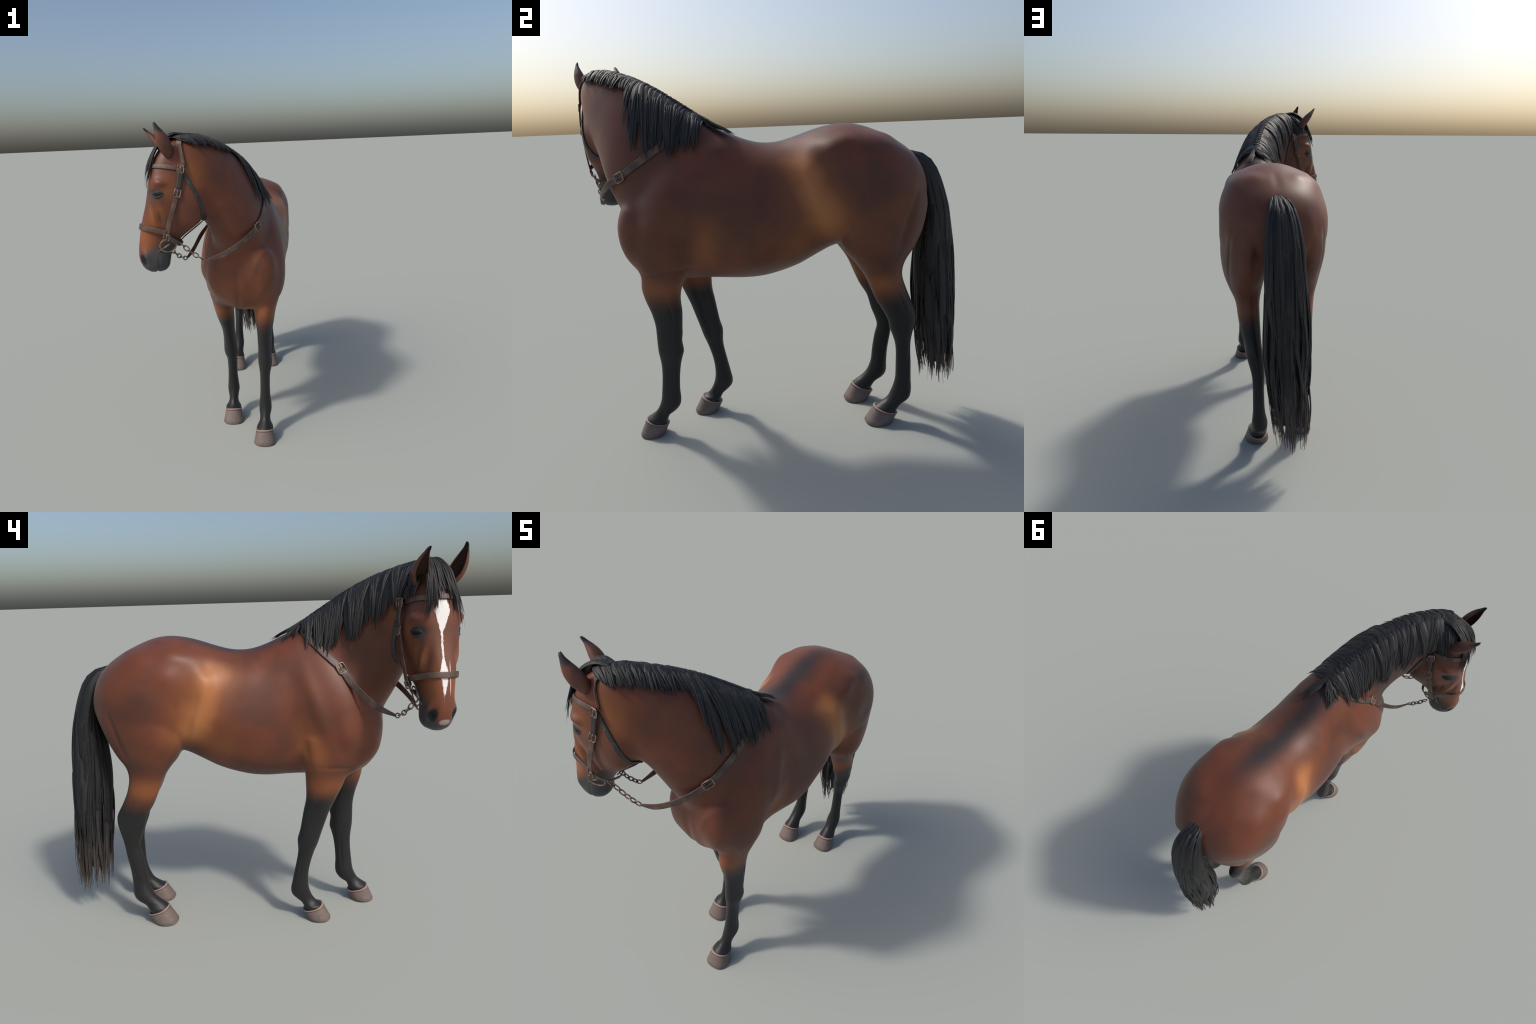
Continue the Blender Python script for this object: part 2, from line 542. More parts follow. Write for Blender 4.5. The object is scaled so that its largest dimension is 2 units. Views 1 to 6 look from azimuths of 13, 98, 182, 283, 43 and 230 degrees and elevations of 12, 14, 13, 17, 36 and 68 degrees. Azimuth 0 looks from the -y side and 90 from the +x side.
def coat_material():
    m, nt, p = new_mat("bay_coat")
    g = G(nt)
    n1 = g.math('SUBTRACT', g.noise(4.0, 3), .5)
    n2 = g.math('SUBTRACT', g.noise(160, 2), .5)
    S, L, Z = g.frame(B)
    f, hl, hz = g.frame(H)
    big = g.ramp(g.noise(5.0, 2, dist=.4), .38, .68)
    col = g.mix(g.mul(big, .5), BAY, DARKBAY)
    wob = g.mul(n1, .8)
    # shading painted into the coat: neck sides, underline, thigh and its rear groove
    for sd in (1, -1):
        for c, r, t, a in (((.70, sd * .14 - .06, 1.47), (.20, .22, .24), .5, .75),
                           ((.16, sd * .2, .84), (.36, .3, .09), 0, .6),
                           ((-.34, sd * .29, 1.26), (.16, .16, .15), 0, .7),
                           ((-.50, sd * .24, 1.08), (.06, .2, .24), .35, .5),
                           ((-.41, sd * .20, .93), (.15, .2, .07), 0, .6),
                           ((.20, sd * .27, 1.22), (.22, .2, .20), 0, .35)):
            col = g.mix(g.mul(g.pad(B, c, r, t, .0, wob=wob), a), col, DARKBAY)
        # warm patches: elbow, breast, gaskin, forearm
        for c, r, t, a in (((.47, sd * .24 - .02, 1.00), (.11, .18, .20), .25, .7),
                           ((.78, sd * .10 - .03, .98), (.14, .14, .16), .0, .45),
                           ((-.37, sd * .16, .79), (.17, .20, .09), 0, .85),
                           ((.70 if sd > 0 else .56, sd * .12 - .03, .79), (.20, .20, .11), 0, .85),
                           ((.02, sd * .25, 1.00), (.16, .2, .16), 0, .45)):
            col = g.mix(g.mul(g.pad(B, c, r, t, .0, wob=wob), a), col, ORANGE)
        # warm cheek, face and throat
        for c, r, t, a in (((-.27, sd * .10, 1.68), (.10, .10, .16), -.2, .7),
                           ((-.06, sd * .08, 1.46), (.07, .06, .12), 0, .75),
                           ((.00, sd * .05, 1.34), (.07, .08, .11), 0, .75),
                           ((-.13, sd * .10, 1.60), (.07, .06, .10), 0, .6)):
            col = g.mix(g.mul(g.pad(H, c, r, t, .0, wob=wob), a), col, ORANGE)
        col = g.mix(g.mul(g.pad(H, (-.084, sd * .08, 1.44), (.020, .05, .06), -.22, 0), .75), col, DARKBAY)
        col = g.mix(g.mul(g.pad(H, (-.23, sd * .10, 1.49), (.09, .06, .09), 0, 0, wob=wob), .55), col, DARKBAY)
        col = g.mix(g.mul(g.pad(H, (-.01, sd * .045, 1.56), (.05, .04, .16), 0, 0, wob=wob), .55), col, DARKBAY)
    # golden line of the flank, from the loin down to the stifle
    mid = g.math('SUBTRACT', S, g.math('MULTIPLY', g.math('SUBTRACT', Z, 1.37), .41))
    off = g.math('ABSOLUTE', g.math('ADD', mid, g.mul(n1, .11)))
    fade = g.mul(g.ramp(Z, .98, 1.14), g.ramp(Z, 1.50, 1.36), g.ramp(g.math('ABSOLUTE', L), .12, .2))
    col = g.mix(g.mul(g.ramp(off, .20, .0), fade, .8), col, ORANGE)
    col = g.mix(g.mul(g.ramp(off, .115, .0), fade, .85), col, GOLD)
    # dark back stripe from the mane to the croup
    band = g.ramp(g.math('ABSOLUTE', g.math('ADD', L, g.mul(n1, .05))), .12, .0)
    along = g.mul(g.ramp(S, -.46, -.08), g.ramp(S, .46, .36), g.ramp(Z, 1.40, 1.46))
    col = g.mix(g.mul(band, along, .92), col, (0.020, 0.019, 0.020))
    # dark roots under the mane
    col = g.mix(g.mul(g.ramp(g.dot(unit(np.array([0, .30, 1.0])), 1.468), -.03, .05), g.ramp(S, .30, .44), .0), col, BLACK)
    # black points on the legs
    edge = g.math('ADD', Z, g.mul(n1, .10))
    edge = g.math('SUBTRACT', edge, g.mul(g.ramp(S, -.1, .2), .03))
    hind_front = g.mul(g.ramp(S, -.1, -.2), g.math('ADD', S, .45), .25)
    edge = g.math('ADD', edge, hind_front)
    col = g.mix(g.ramp(edge, .790, .645), col, BLACK)
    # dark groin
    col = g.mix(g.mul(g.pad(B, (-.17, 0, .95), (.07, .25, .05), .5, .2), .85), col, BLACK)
    # face: dark eye surrounds, grey muzzle, pale streaks
    headmask = g.mul(g.ramp(f, -.335, -.32), g.ramp(hz, 1.10, 1.12), g.ramp(g.math('ABSOLUTE', hl), .18, .16))
    dark = 0
    for sd in (1, -1):
        e1 = g.pad(H, (-.060, sd * .09, 1.566), (.056, .05, .038), 0, .45)
        e2 = g.pad(H, (-.05, sd * .085, 1.52), (.03, .05, .06), -.2, .0)
        col = g.mix(g.mul(g.math('MAXIMUM', e1, g.mul(e2, .5)), .85), col, (0.046, 0.043, 0.043))
    front = g.ramp(f, .015, .045)
    headmask = g.mul(headmask, 1.0)
    muzmask = g.mul(headmask, g.ramp(f, -.175, -.14))
    muz = g.math('ADD', hz, g.mul(f, .55))
    muz = g.math('ADD', muz, g.mul(g.ramp(g.math('ABSOLUTE', hl), .055, .015), g.ramp(f, -.04, .01), .065))
    muz = g.math('ADD', muz, g.mul(n1, .02))
    col = g.mix(g.mul(g.ramp(muz, 1.295, 1.235), muzmask), col, (0.048, 0.048, 0.050))
    for sd in (1, -1):
        col = g.mix(g.mul(g.pad(H, (.021, sd * .052, 1.224), (.022, .035, .036), -.35, .7)), col, (.008, .008, .009))
        col = g.mix(g.mul(g.pad(H, (-.056, sd * .05, 1.19), (.004, .05, .045), .12, .3), .8), col, (.010, .010, .010))
    # white blaze: a ragged line down the middle of the face, and a snip on the nose
    hairs = nt.nodes.new("ShaderNodeMapping"); hairs.inputs["Scale"].default_value = (1.0, 1.0, .25)
    nt.links.new(g.co, hairs.inputs["Vector"])
    rag = g.mul(g.math('SUBTRACT', g.noise(230, 3, vec=hairs.outputs["Vector"]), .5), .012)
    side = g.math('SUBTRACT', hl, g.math('ADD', -.006, g.mul(g.math('SUBTRACT', g.noise(8, 1), .5), .016)))
    d = g.math('ADD', g.math('ABSOLUTE', side), rag)

    def lin(a_, b_, top):
        n_ = nt.nodes.new("ShaderNodeMapRange")
        n_.inputs["From Min"].default_value = a_; n_.inputs["From Max"].default_value = b_
        n_.inputs["To Max"].default_value = top
        nt.links.new(hz, n_.inputs["Value"])
        return n_.outputs["Result"]
    # a broad star on the forehead, a thread down the bridge, a longer spot over the nose
    w = g.math('MINIMUM', lin(1.548, 1.645, .034), lin(1.745, 1.655, .034))
    w = g.math('MAXIMUM', w, g.math('MINIMUM', lin(1.42, 1.46, .0055), lin(1.60, 1.57, .0055)))
    w = g.math('MAXIMUM', w, g.math('MINIMUM', lin(1.290, 1.395, .019), lin(1.485, 1.405, .019)))
    w = g.math('SUBTRACT', w, .001)
    blaze = g.mul(g.ramp(g.math('SUBTRACT', d, w), .001, -.0025), g.ramp(f, -.12, -.09), headmask)
    col = g.mix(blaze, col, (0.80, 0.77, 0.74))
    thread = g.mul(g.ramp(g.math('ABSOLUTE', g.math('SUBTRACT', hl, .020)), .0028, .0012), g.ramp(hz, 1.30, 1.34), g.ramp(hz, 1.46, 1.42), headmask)
    col = g.mix(g.mul(thread, g.ramp(f, -.06, -.02), .8), col, (0.66, 0.60, 0.56))
    snip = g.pad(H, (.035, 0.004, 1.194), (.024, .030, .017), 0, .6, wob=g.mul(n2, .3))
    col = g.mix(g.mul(snip, .8), col, (.42, .34, .30))
    # fine hair grain
    col = g.mix(g.math('ADD', .06, g.mul(n2, .25), clamp=True), col, (.02, .012, .01))
    nt.links.new(col, p.inputs["Base Color"])
    p.inputs["Roughness"].default_value = .48
    p.inputs["Specular IOR Level"].default_value = .36
    p.inputs["Sheen Weight"].default_value = .08
    p.inputs["Sheen Roughness"].default_value = .4
    nt.links.new(g.bump(g.noise(260, 2), .12, .001), p.inputs["Normal"])
    return m


def hair_material(name, tip_z=None):
    m, nt, p = new_mat(name)
    g = G(nt)
    info = nt.nodes.new("ShaderNodeObjectInfo").outputs["Random"]
    col = g.mix(g.ramp(info, .1, 1.0), (0.009, 0.009, 0.010), (0.025, 0.0235, 0.0235))
    st = g.noise(30, 4, dist=1.0)
    col = g.mix(g.mul(g.ramp(st, .5, .75), .5), col, (.035, .032, .032))  # paler streaks: highlights on the locks baked into the hair colour
    if tip_z:
        z = g.math('ADD', g.dot(UP, 0), g.mul(g.math('SUBTRACT', g.noise(14, 3), .5), .25))
        col = g.mix(g.mul(g.ramp(z, tip_z, .12), .85), col, (.105, .080, .070))
    nt.links.new(col, p.inputs["Base Color"])
    p.inputs["Roughness"].default_value = .58
    p.inputs["Specular IOR Level"].default_value = .4
    nt.links.new(g.bump(g.noise(120, 3), .12, .002), p.inputs["Normal"])
    return m


def leather_material():
    m, nt, p = new_mat("brown_leather")
    g = G(nt)
    col = g.mix(g.ramp(g.noise(22, 4), .35, .7), (.060, .034, .026), (.125, .074, .054))
    col = g.mix(g.mul(g.ramp(g.noise(200, 2), .55, .8), .4), col, (.17, .12, .10))
    nt.links.new(col, p.inputs["Base Color"])
    p.inputs["Roughness"].default_value = .5
    nt.links.new(g.bump(g.noise(300, 3), .3, .001), p.inputs["Normal"])
    return m


def dark_leather_material():
    m, nt, p = new_mat("dark_leather")
    g = G(nt)
    col = g.mix(g.ramp(g.noise(25, 4), .35, .7), (.026, .024, .024), (.050, .042, .040))
    nt.links.new(col, p.inputs["Base Color"])
    p.inputs["Roughness"].default_value = .55
    nt.links.new(g.bump(g.noise(300, 3), .3, .001), p.inputs["Normal"])
    return m


def metal_material():
    m, nt, p = new_mat("tarnished_metal")
    g = G(nt)
    col = g.mix(g.ramp(g.noise(60, 3), .35, .65), (.10, .065, .050), (.34, .23, .17))
    nt.links.new(col, p.inputs["Base Color"])
    p.inputs["Metallic"].default_value = .35
    p.inputs["Roughness"].default_value = .42
    return m


def hoof_material():
    m, nt, p = new_mat("hoof_horn")
    g = G(nt)
    n = g.noise(170, 3)
    col = g.mix(g.ramp(n, .3, .72), (.120, .090, .080), (.190, .147, .132))
    col = g.mix(g.mul(g.ramp(g.noise(9, 2), .4, .7), .35), col, (.12, .085, .075))
    nt.links.new(col, p.inputs["Base Color"])
    p.inputs["Roughness"].default_value = .6
    nt.links.new(g.bump(n, .35, .002), p.inputs["Normal"])
    return m


def plain(name, col, rough, spec=.5):
    m, nt, p = new_mat(name)
    g = G(nt)
    c = g.mix(g.mul(g.noise(80, 2), .4), col, tuple(x * .6 for x in col))
    nt.links.new(c, p.inputs["Base Color"])
    p.inputs["Roughness"].default_value = rough
    p.inputs["Specular IOR Level"].default_value = spec
    return m


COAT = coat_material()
HAIR = hair_material("black_hair")
TAILHAIR = hair_material("black_tail_hair", .60)
LEATHER = leather_material()
DARKLEATHER = dark_leather_material()
METAL = metal_material()
HORN = hoof_material()
CORONET = plain("coronet_skin", (.17, .078, .050), .6)
PALEBAND = plain("pale_coronet_rim", (.30, .225, .195), .6)
EYEMAT = plain("dark_eye", (.007, .007, .008), .40, .18)
LIDMAT = plain("dark_eyelid", (.034, .032, .033), .6, .25)
def ear_material():
    m, nt, p = new_mat("ear_coat")
    g = G(nt)
    col = g.mix(g.ramp(g.noise(8, 2), .35, .7), (.135, .045, .024), (.085, .030, .020))
    geo = nt.nodes.new("ShaderNodeNewGeometry")
    z = g.math('ADD', g.dot(UP, 0), g.mul(g.math('SUBTRACT', g.noise(40, 3), .5), .02))
    col = g.mix(g.ramp(z, 1.862, 1.892), col, (.015, .015, .016))
    nt.links.new(col, p.inputs["Base Color"])
    p.inputs["Roughness"].default_value = .55
    return m
EARMAT = ear_material()
EARIN = plain("ear_lining", (.055, .022, .016), .8)

# ------------------------------------------------------------------ the horse
horse = bpy.data.objects.new("horse", None)
bpy.context.scene.collection.objects.link(horse)
horse["label"] = "bay riding horse with black mane, tail and leather bridle"
horse["category"] = "horse"

# cut the one smooth skin into named regions
FC = np.array([V[f].mean(0) for f in FACES])
bs, bl, bz = to_body(FC)
hf_, hl_, hz_ = to_head(FC)
region = np.zeros(len(FACES), int)                                     # torso
neck_side = (bs - .36) * (1.60 - 1.12) + (bz - 1.60) * (.90 - .36)
region[(neck_side > 0) & (bs > .30)] = 1                                # neck
behind = -.315 + np.clip((hz_ - 1.44) / .42, 0, 1) * .075
region[(hf_ > behind) & (np.abs(hl_) < .17) & (hz_ > 1.11)] = 2         # head
region[(bz < .815) & (bs > .35) & (bl > -.035)] = 3
region[(bz < .815) & (bs > .35) & (bl <= -.035)] = 4
region[(bz < .925) & (bs < -.18) & (bl > 0)] = 5
region[(bz < .925) & (bs < -.18) & (bl <= 0)] = 6
NAMES = ["torso", "neck", "head", "foreleg", "foreleg", "hindleg", "hindleg"]
PARTS = {}
for r, nm in enumerate(NAMES):
    ids = np.nonzero(region == r)[0]
    used = np.unique(np.concatenate([FACES[i] for i in ids]))
    remap = -np.ones(nv, int); remap[used] = np.arange(len(used))
    me = make_mesh(nm, V[used], [remap[FACES[i]] for i in ids])
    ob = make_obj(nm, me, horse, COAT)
    me.normals_split_custom_set_from_vertices([tuple(n) for n in NORM[used]])
    PARTS[r] = ob
HEADOB, NECKOB, TORSOOB = PARTS[2], PARTS[1], PARTS[0]

# ------------------------------------------------------------------ hooves
# toe s, toe-top s, toe-top z, heel s (bottom), heel-top s, heel-top z, l
HOOVES = {3: (.868, .832, .084, .738, .716, .050, .067), 4: (.594, .550, .086, .462, .440, .046, -.140),
          5: (-.322, -.372, .086, -.466, -.494, .045, .105), 6: (-.262, -.312, .094, -.398, -.428, .046, -.157)}
for r, (t0, t1, tz, h0, h1, hz0, l) in HOOVES.items():
    rings, rim, band = [], [], []
    n = 40
    ang = np.linspace(0, 2 * math.pi, n, endpoint=False)

    def ring(u, grow=0.0, lift=0.0):
        """u = 0 ground, 1 coronet"""
        fr = t0 + (t1 - t0) * u; bk = h0 + (h1 - h0) * u
        c, a = (fr + bk) / 2, (fr - bk) / 2 + grow
        w = .068 + (.052 - .068) * u ** .8 + grow
        ca, sa = np.cos(ang), np.sin(ang)
        s = c + a * np.sign(ca) * np.abs(ca) ** .9
        zt = (tz + hz0) / 2 + (tz - hz0) / 2 * ca
        lat = w * np.sign(sa) * np.abs(sa) ** .85 * (1 + .06 * ca)
        return np.array([B(si, l + li, zi * u + lift) for si, li, zi in zip(s, lat, zt)])
    for u in (0, .04, .3, .6, .85, .96, 1.0):
        rings.append(ring(u, -.004 if u == 0 else (0.0 if u < .9 else (-.0015 if u < .99 else -.005))))
    rings.append(ring(1.0, -.02))
    make_obj("hoof", make_mesh("hoof", *rings_to_mesh(rings)), PARTS[r], HORN)
    make_obj("coronet", make_mesh("coronet", *rings_to_mesh(
        [ring(.90, -.004), ring(.92, .0008), ring(.97, .0010), ring(1.0, -.001), ring(1.0, -.012)], cap=False)), PARTS[r], CORONET)
    make_obj("coronet_rim", make_mesh("coronet_rim", *rings_to_mesh(
        [ring(.975, -.003), ring(.98, .0018), ring(1.0, .0022, .0015), ring(1.0, -.002, .0045), ring(1.0, -.008, .003)], cap=False)), PARTS[r], PALEBAND)


# ------------------------------------------------------------------ strips: straps and locks of hair
def frames(P):
    T = np.gradient(P, axis=0)
    return T / np.maximum(np.linalg.norm(T, axis=1), 1e-9)[:, None]


def strip(P, N, width, thick, n=8, e=.55, cap=True):
    """solid band along P, face turned to N; width and thick are arrays or numbers"""
    P = np.asarray(P); N = np.asarray(N)
    T = frames(P)
    width = np.broadcast_to(width, (len(P),)); thick = np.broadcast_to(thick, (len(P),))
    ang = np.linspace(0, 2 * math.pi, n, endpoint=False) + math.pi / n
    ca = np.sign(np.cos(ang)) * np.abs(np.cos(ang)) ** e
    sa = np.sign(np.sin(ang)) * np.abs(np.sin(ang)) ** e
    rings = []
    for p, t, nn, w, th in zip(P, T, N, width, thick):
        nn = unit(nn - (nn @ t) * t)
        b = np.cross(t, nn)
        rings.append(p + np.outer(ca * w / 2, b) + np.outer(sa * th / 2, nn))
    return rings_to_mesh(rings, cap)


def on_skin(pts, off, n=40):
    P = catmull(pts, n)
    Q, N = [], []
    for p in P:
        q, nn = skin(p, off)
        Q.append(q); N.append(nn)
    Q, N = np.array(Q), np.array(N)
    for _ in range(4):
        Q[1:-1] = .5 * Q[1:-1] + .25 * (Q[:-2] + Q[2:])
        N[1:-1] = .5 * N[1:-1] + .25 * (N[:-2] + N[2:])
    return Q, N / np.linalg.norm(N, axis=1)[:, None]


def strap(name, P, N, parent, width=.018, thick=.005, mat=None):
    V_, F_ = strip(P, N, width, thick, n=12, e=.35)
    ob = make_obj(name, make_mesh(name, V_, F_), parent, mat or LEATHER)
    return ob


def torus_path(C, r):
    """tube along the closed path C"""
    C = np.asarray(C); k = len(C)
    T = np.roll(C, -1, 0) - np.roll(C, 1, 0)
    T /= np.linalg.norm(T, axis=1)[:, None]
    nrm = unit(np.cross(C[0] - C.mean(0), C[k // 4] - C.mean(0)))
    m = 8
    a = np.linspace(0, 2 * math.pi, m, endpoint=False)
    V_, F_ = [], []
    for c, t in zip(C, T):
        b = np.cross(t, nrm)
        V_.append(c + r * (np.outer(np.cos(a), b) + np.outer(np.sin(a), nrm)))
    for i in range(k):
        for j in range(m):
            i2, j2 = (i + 1) % k, (j + 1) % m
            F_.append((i * m + j, i * m + j2, i2 * m + j2, i2 * m + j))
    return np.concatenate(V_), F_


def ring_obj(name, c, a, b, r, parent, mat, e=1.0, n=32):
    p = np.linspace(0, 2 * math.pi, n, endpoint=False)
    ca = np.sign(np.cos(p)) * np.abs(np.cos(p)) ** e
    sa = np.sign(np.sin(p)) * np.abs(np.sin(p)) ** e
    C = c + np.outer(ca, a) + np.outer(sa, b)
    return make_obj(name, make_mesh(name, *torus_path(C, r)), parent, mat)


def buckle(c, along, n, parent, w=.016, h=.019, r=.0026):
    along = unit(along - (along @ n) * n); side = np.cross(n, along)
    ring_obj("buckle", c + n * .003, side * w, along * h, r, parent, METAL, e=.35, n=40)
    p0, p1 = c + n * .005 - along * h, c + n * .006 + along * h
    V_, F_ = strip(np.linspace(p0, p1, 4), [n] * 4, .003, .003)
    make_obj("buckle_prong", make_mesh("buckle_prong", V_, F_), parent, METAL)


bridle = make_obj("bridle", bpy.data.meshes.new("bridle"), horse)
crown = Soup()
STRAPPED = {}
for sd in (1, -1):
    # crown and cheek strap from the poll, behind the ear, down to the bit
    P, N = on_skin([H(-.205, 0.0, 1.87), H(-.205, sd * .06, 1.84), H(-.207, sd * .10, 1.76), H(-.206, sd * .115, 1.70)], .005)
    crown.add(*strip(P, N, .026, .005, n=12, e=.35))
    _, N = on_skin([H(-.206, sd * .115, 1.705), H(-.182, sd * .115, 1.585), H(-.130, sd * .10, 1.435)], .005)
    g0 = -.006 if sd > 0 else -.007
    P = catmull([H(-.206, sd * .114 + g0, 1.705), H(-.196, sd * .120 + g0, 1.645), H(-.180, sd * .123 + g0, 1.575),
                 H(-.155, sd * .121 + g0, 1.500), H(-.130, sd * .116 + g0, 1.43), H(-.112, sd * .108 + g0, 1.365), H(-.105, sd * .099 + g0, 1.335)], 40)
    for j in range(40):                                   # never inside the cheek
        q, nn = skin(P[j], .005)
        if (P[j] - q) @ nn < 0:
            P[j] = q
    strap("cheek_strap", P, N, bridle, .024)
    T = frames(P)
    buckle(P[2], T[2], N[2], bridle)
    buckle(P[14], T[14], N[14], bridle)
    buckle(P[-2], T[-2], N[-2], bridle, .015, .017)
    V_, F_ = strip(P[3:13] + N[3:13] * .004, N[3:13], .021, .004, n=12, e=.35)
    make_obj("strap_end", make_mesh("strap_end", V_, F_), bridle, DARKLEATHER)
    # throat lash
    P, N = on_skin([H(-.206, sd * .115, 1.685), H(-.242, sd * .11, 1.617), H(-.270, sd * .10, 1.555),
                    H(-.295, sd * .09, 1.49), H(-.308, sd * .06, 1.435), H(-.312, 0, 1.42)], .004)
    strap("throat_strap", P, N, bridle, .021, .006, DARKLEATHER)
    q, nn = skin(H(-.242, sd * .11, 1.617), .008)
    me = make_mesh("rivet", *ellipsoid(q, [unit(np.cross(nn, UP)) * .004, unit(np.cross(nn, np.cross(nn, UP))) * .004, nn * .003], 12, 8))
    make_obj("rivet", me, bridle, METAL)
    # chin side of the noseband
    _, N = on_skin([H(-.118, sd * .08, 1.365), H(-.135, sd * .07, 1.325), H(-.165, sd * .05, 1.300), H(-.178, 0, 1.295)], .006)
    P = catmull([H(-.108, sd * .096, 1.352), H(-.135, sd * .088, 1.325), H(-.168, sd * .060, 1.300), H(-.185, 0, 1.288)], 40)
    strap("chin_strap", P, N, bridle, .025)
    # bit ring, cheek bar and mouthpiece end
    q, nn = skin(H(-.100, sd * .08, 1.295), .016)
    along = unit(UP - (UP @ nn) * nn); side = np.cross(nn, along)
    fwd = side if side @ HF > 0 else -side
    c = q - fwd * .012
    ring_obj("bit_ring", c, fwd * .042, along * .035, .0034, bridle, METAL, n=40)
    e0, e1 = c + fwd * .056 - along * .038 - nn * .012, c - fwd * .012 + along * .012 + nn * .004
    V_, F_ = strip(np.linspace(e0, e1, 6), [nn] * 6, np.linspace(.004, .010, 6), .006)
    make_obj("bit_bar", make_mesh("bit_bar", V_, F_), bridle, METAL)
    STRAPPED[sd] = (c, fwd, along, nn)
P, N = on_skin([H(-.205, .11, 1.692), H(-.13, .10, 1.703), H(-.06, .06, 1.708), H(-.045, 0, 1.71), H(-.06, -.06, 1.708),
                H(-.13, -.10, 1.703), H(-.205, -.11, 1.692)], .005, 60)
strap("brow_band", P, N, bridle, .023)
KN = [H(-.108, .104, 1.366), H(-.05, .086, 1.381), H(.006, .062, 1.393), H(.030, 0.006, 1.395), H(.006, -.055, 1.393),
      H(-.05, -.086, 1.381), H(-.108, -.107, 1.366)]
_, N = on_skin(KN, .006, 60)
P = catmull(KN, 60)
for j in range(60):
    q, nn = skin(P[j], .005)
    if (P[j] - q) @ nn < 0:
        P[j] = q
strap("nose_band", P, N, bridle, .026)
bridle.data = crown.mesh("bridle"); bridle.data.materials.append(LEATHER)   # the crown piece carries the rest
# strap under the jaw
P, N = on_skin([H(-.312, 0, 1.425), H(-.26, 0, 1.39), H(-.205, 0, 1.35), H(-.185, 0, 1.29)], .009, 30)
strap("jaw_strap", P, N, bridle, .020)

# ------------------------------------------------------------------ reins with chains
rein = make_obj("rein", bpy.data.meshes.new("rein"), horse)
leather = Soup()


def link_chain(A, Bp, sag, count, parent):
    """count oval links hanging between two points"""
    t = np.linspace(0, 1, count * 6 + 1)
    C = A + np.outer(t, Bp - A) - np.outer(sag * 4 * t * (1 - t), UP)
    for i in range(count):
        p0, p1 = C[i * 6], C[i * 6 + 6]
        ax = unit(p1 - p0)
        ref = unit(np.cross(ax, UP)) if i % 2 else unit(np.cross(ax, np.cross(ax, UP)))
        ln = np.linalg.norm(p1 - p0) / 2 + .0035
        ring_obj("chain_link", (p0 + p1) / 2, ax * ln, ref * .0105, .0032, parent, METAL, n=20)


for sd, knots, chain_end, chain_top in (
        (1, [(.118, -.262, 1.585), (.20, -.33, 1.54), (.240, -.42, 1.482), (.268, -.55, 1.402), (.262, -.641, 1.346)],
         (.004, -.834, 1.192), (-.115, -.909, 1.308)),
        (-1, [(.105, -.26, 1.585), (.03, -.28, 1.55), (-.035, -.36, 1.480), (-.056, -.42, 1.430), (-.056, -.465, 1.388)],
         (-.146, -.730, 1.182), (-.208, -.797, 1.248))):
    ks = [np.array(k) for k in knots]
    P, N = on_skin(ks, .006, 40)
    leather.add(*strip(P, N, .034, .006, n=12, e=.35))
    # the free part hangs from the buckle to the chain
    last, end = P[-1], np.array(chain_end)
    if sd > 0:
        free = [last - .002 * UP, np.array([.225, -.700, 1.312]), np.array([.165, -.765, 1.262]), np.array([.085, -.812, 1.218]), end]
    else:
        free = [last, np.array([-.086, -.515, 1.330]), np.array([-.111, -.564, 1.283]), np.array([-.132, -.645, 1.218]), end]
    Q = catmull(free, 30)
    Tq = frames(Q)
    hor = np.array([unit(np.cross(t, UP)) for t in Tq]) * (1 if sd > 0 else 1)
    hor = np.array([h if h @ N[-1] > 0 else -h for h in hor])
    k = np.linspace(0, 1, 30)[:, None]
    NN = N[-1] * np.clip(1 - 2 * k, 0, 1) + hor * np.clip(2 * k, 0, 1)
    w = np.interp(np.linspace(0, 1, 30), [0, .8, 1], [.033, .029, .012])
    leather.add(*strip(Q, NN, w, .005, n=12, e=.35))
    buckle(last, Tq[0], N[-1], rein, .021, .025, .0034)
    c, fwd, along, nn = STRAPPED[sd]
    link_chain(end, np.array(chain_top), .012, 6 if sd > 0 else 5, rein)

rein.data = leather.mesh("rein"); rein.data.materials.append(LEATHER)

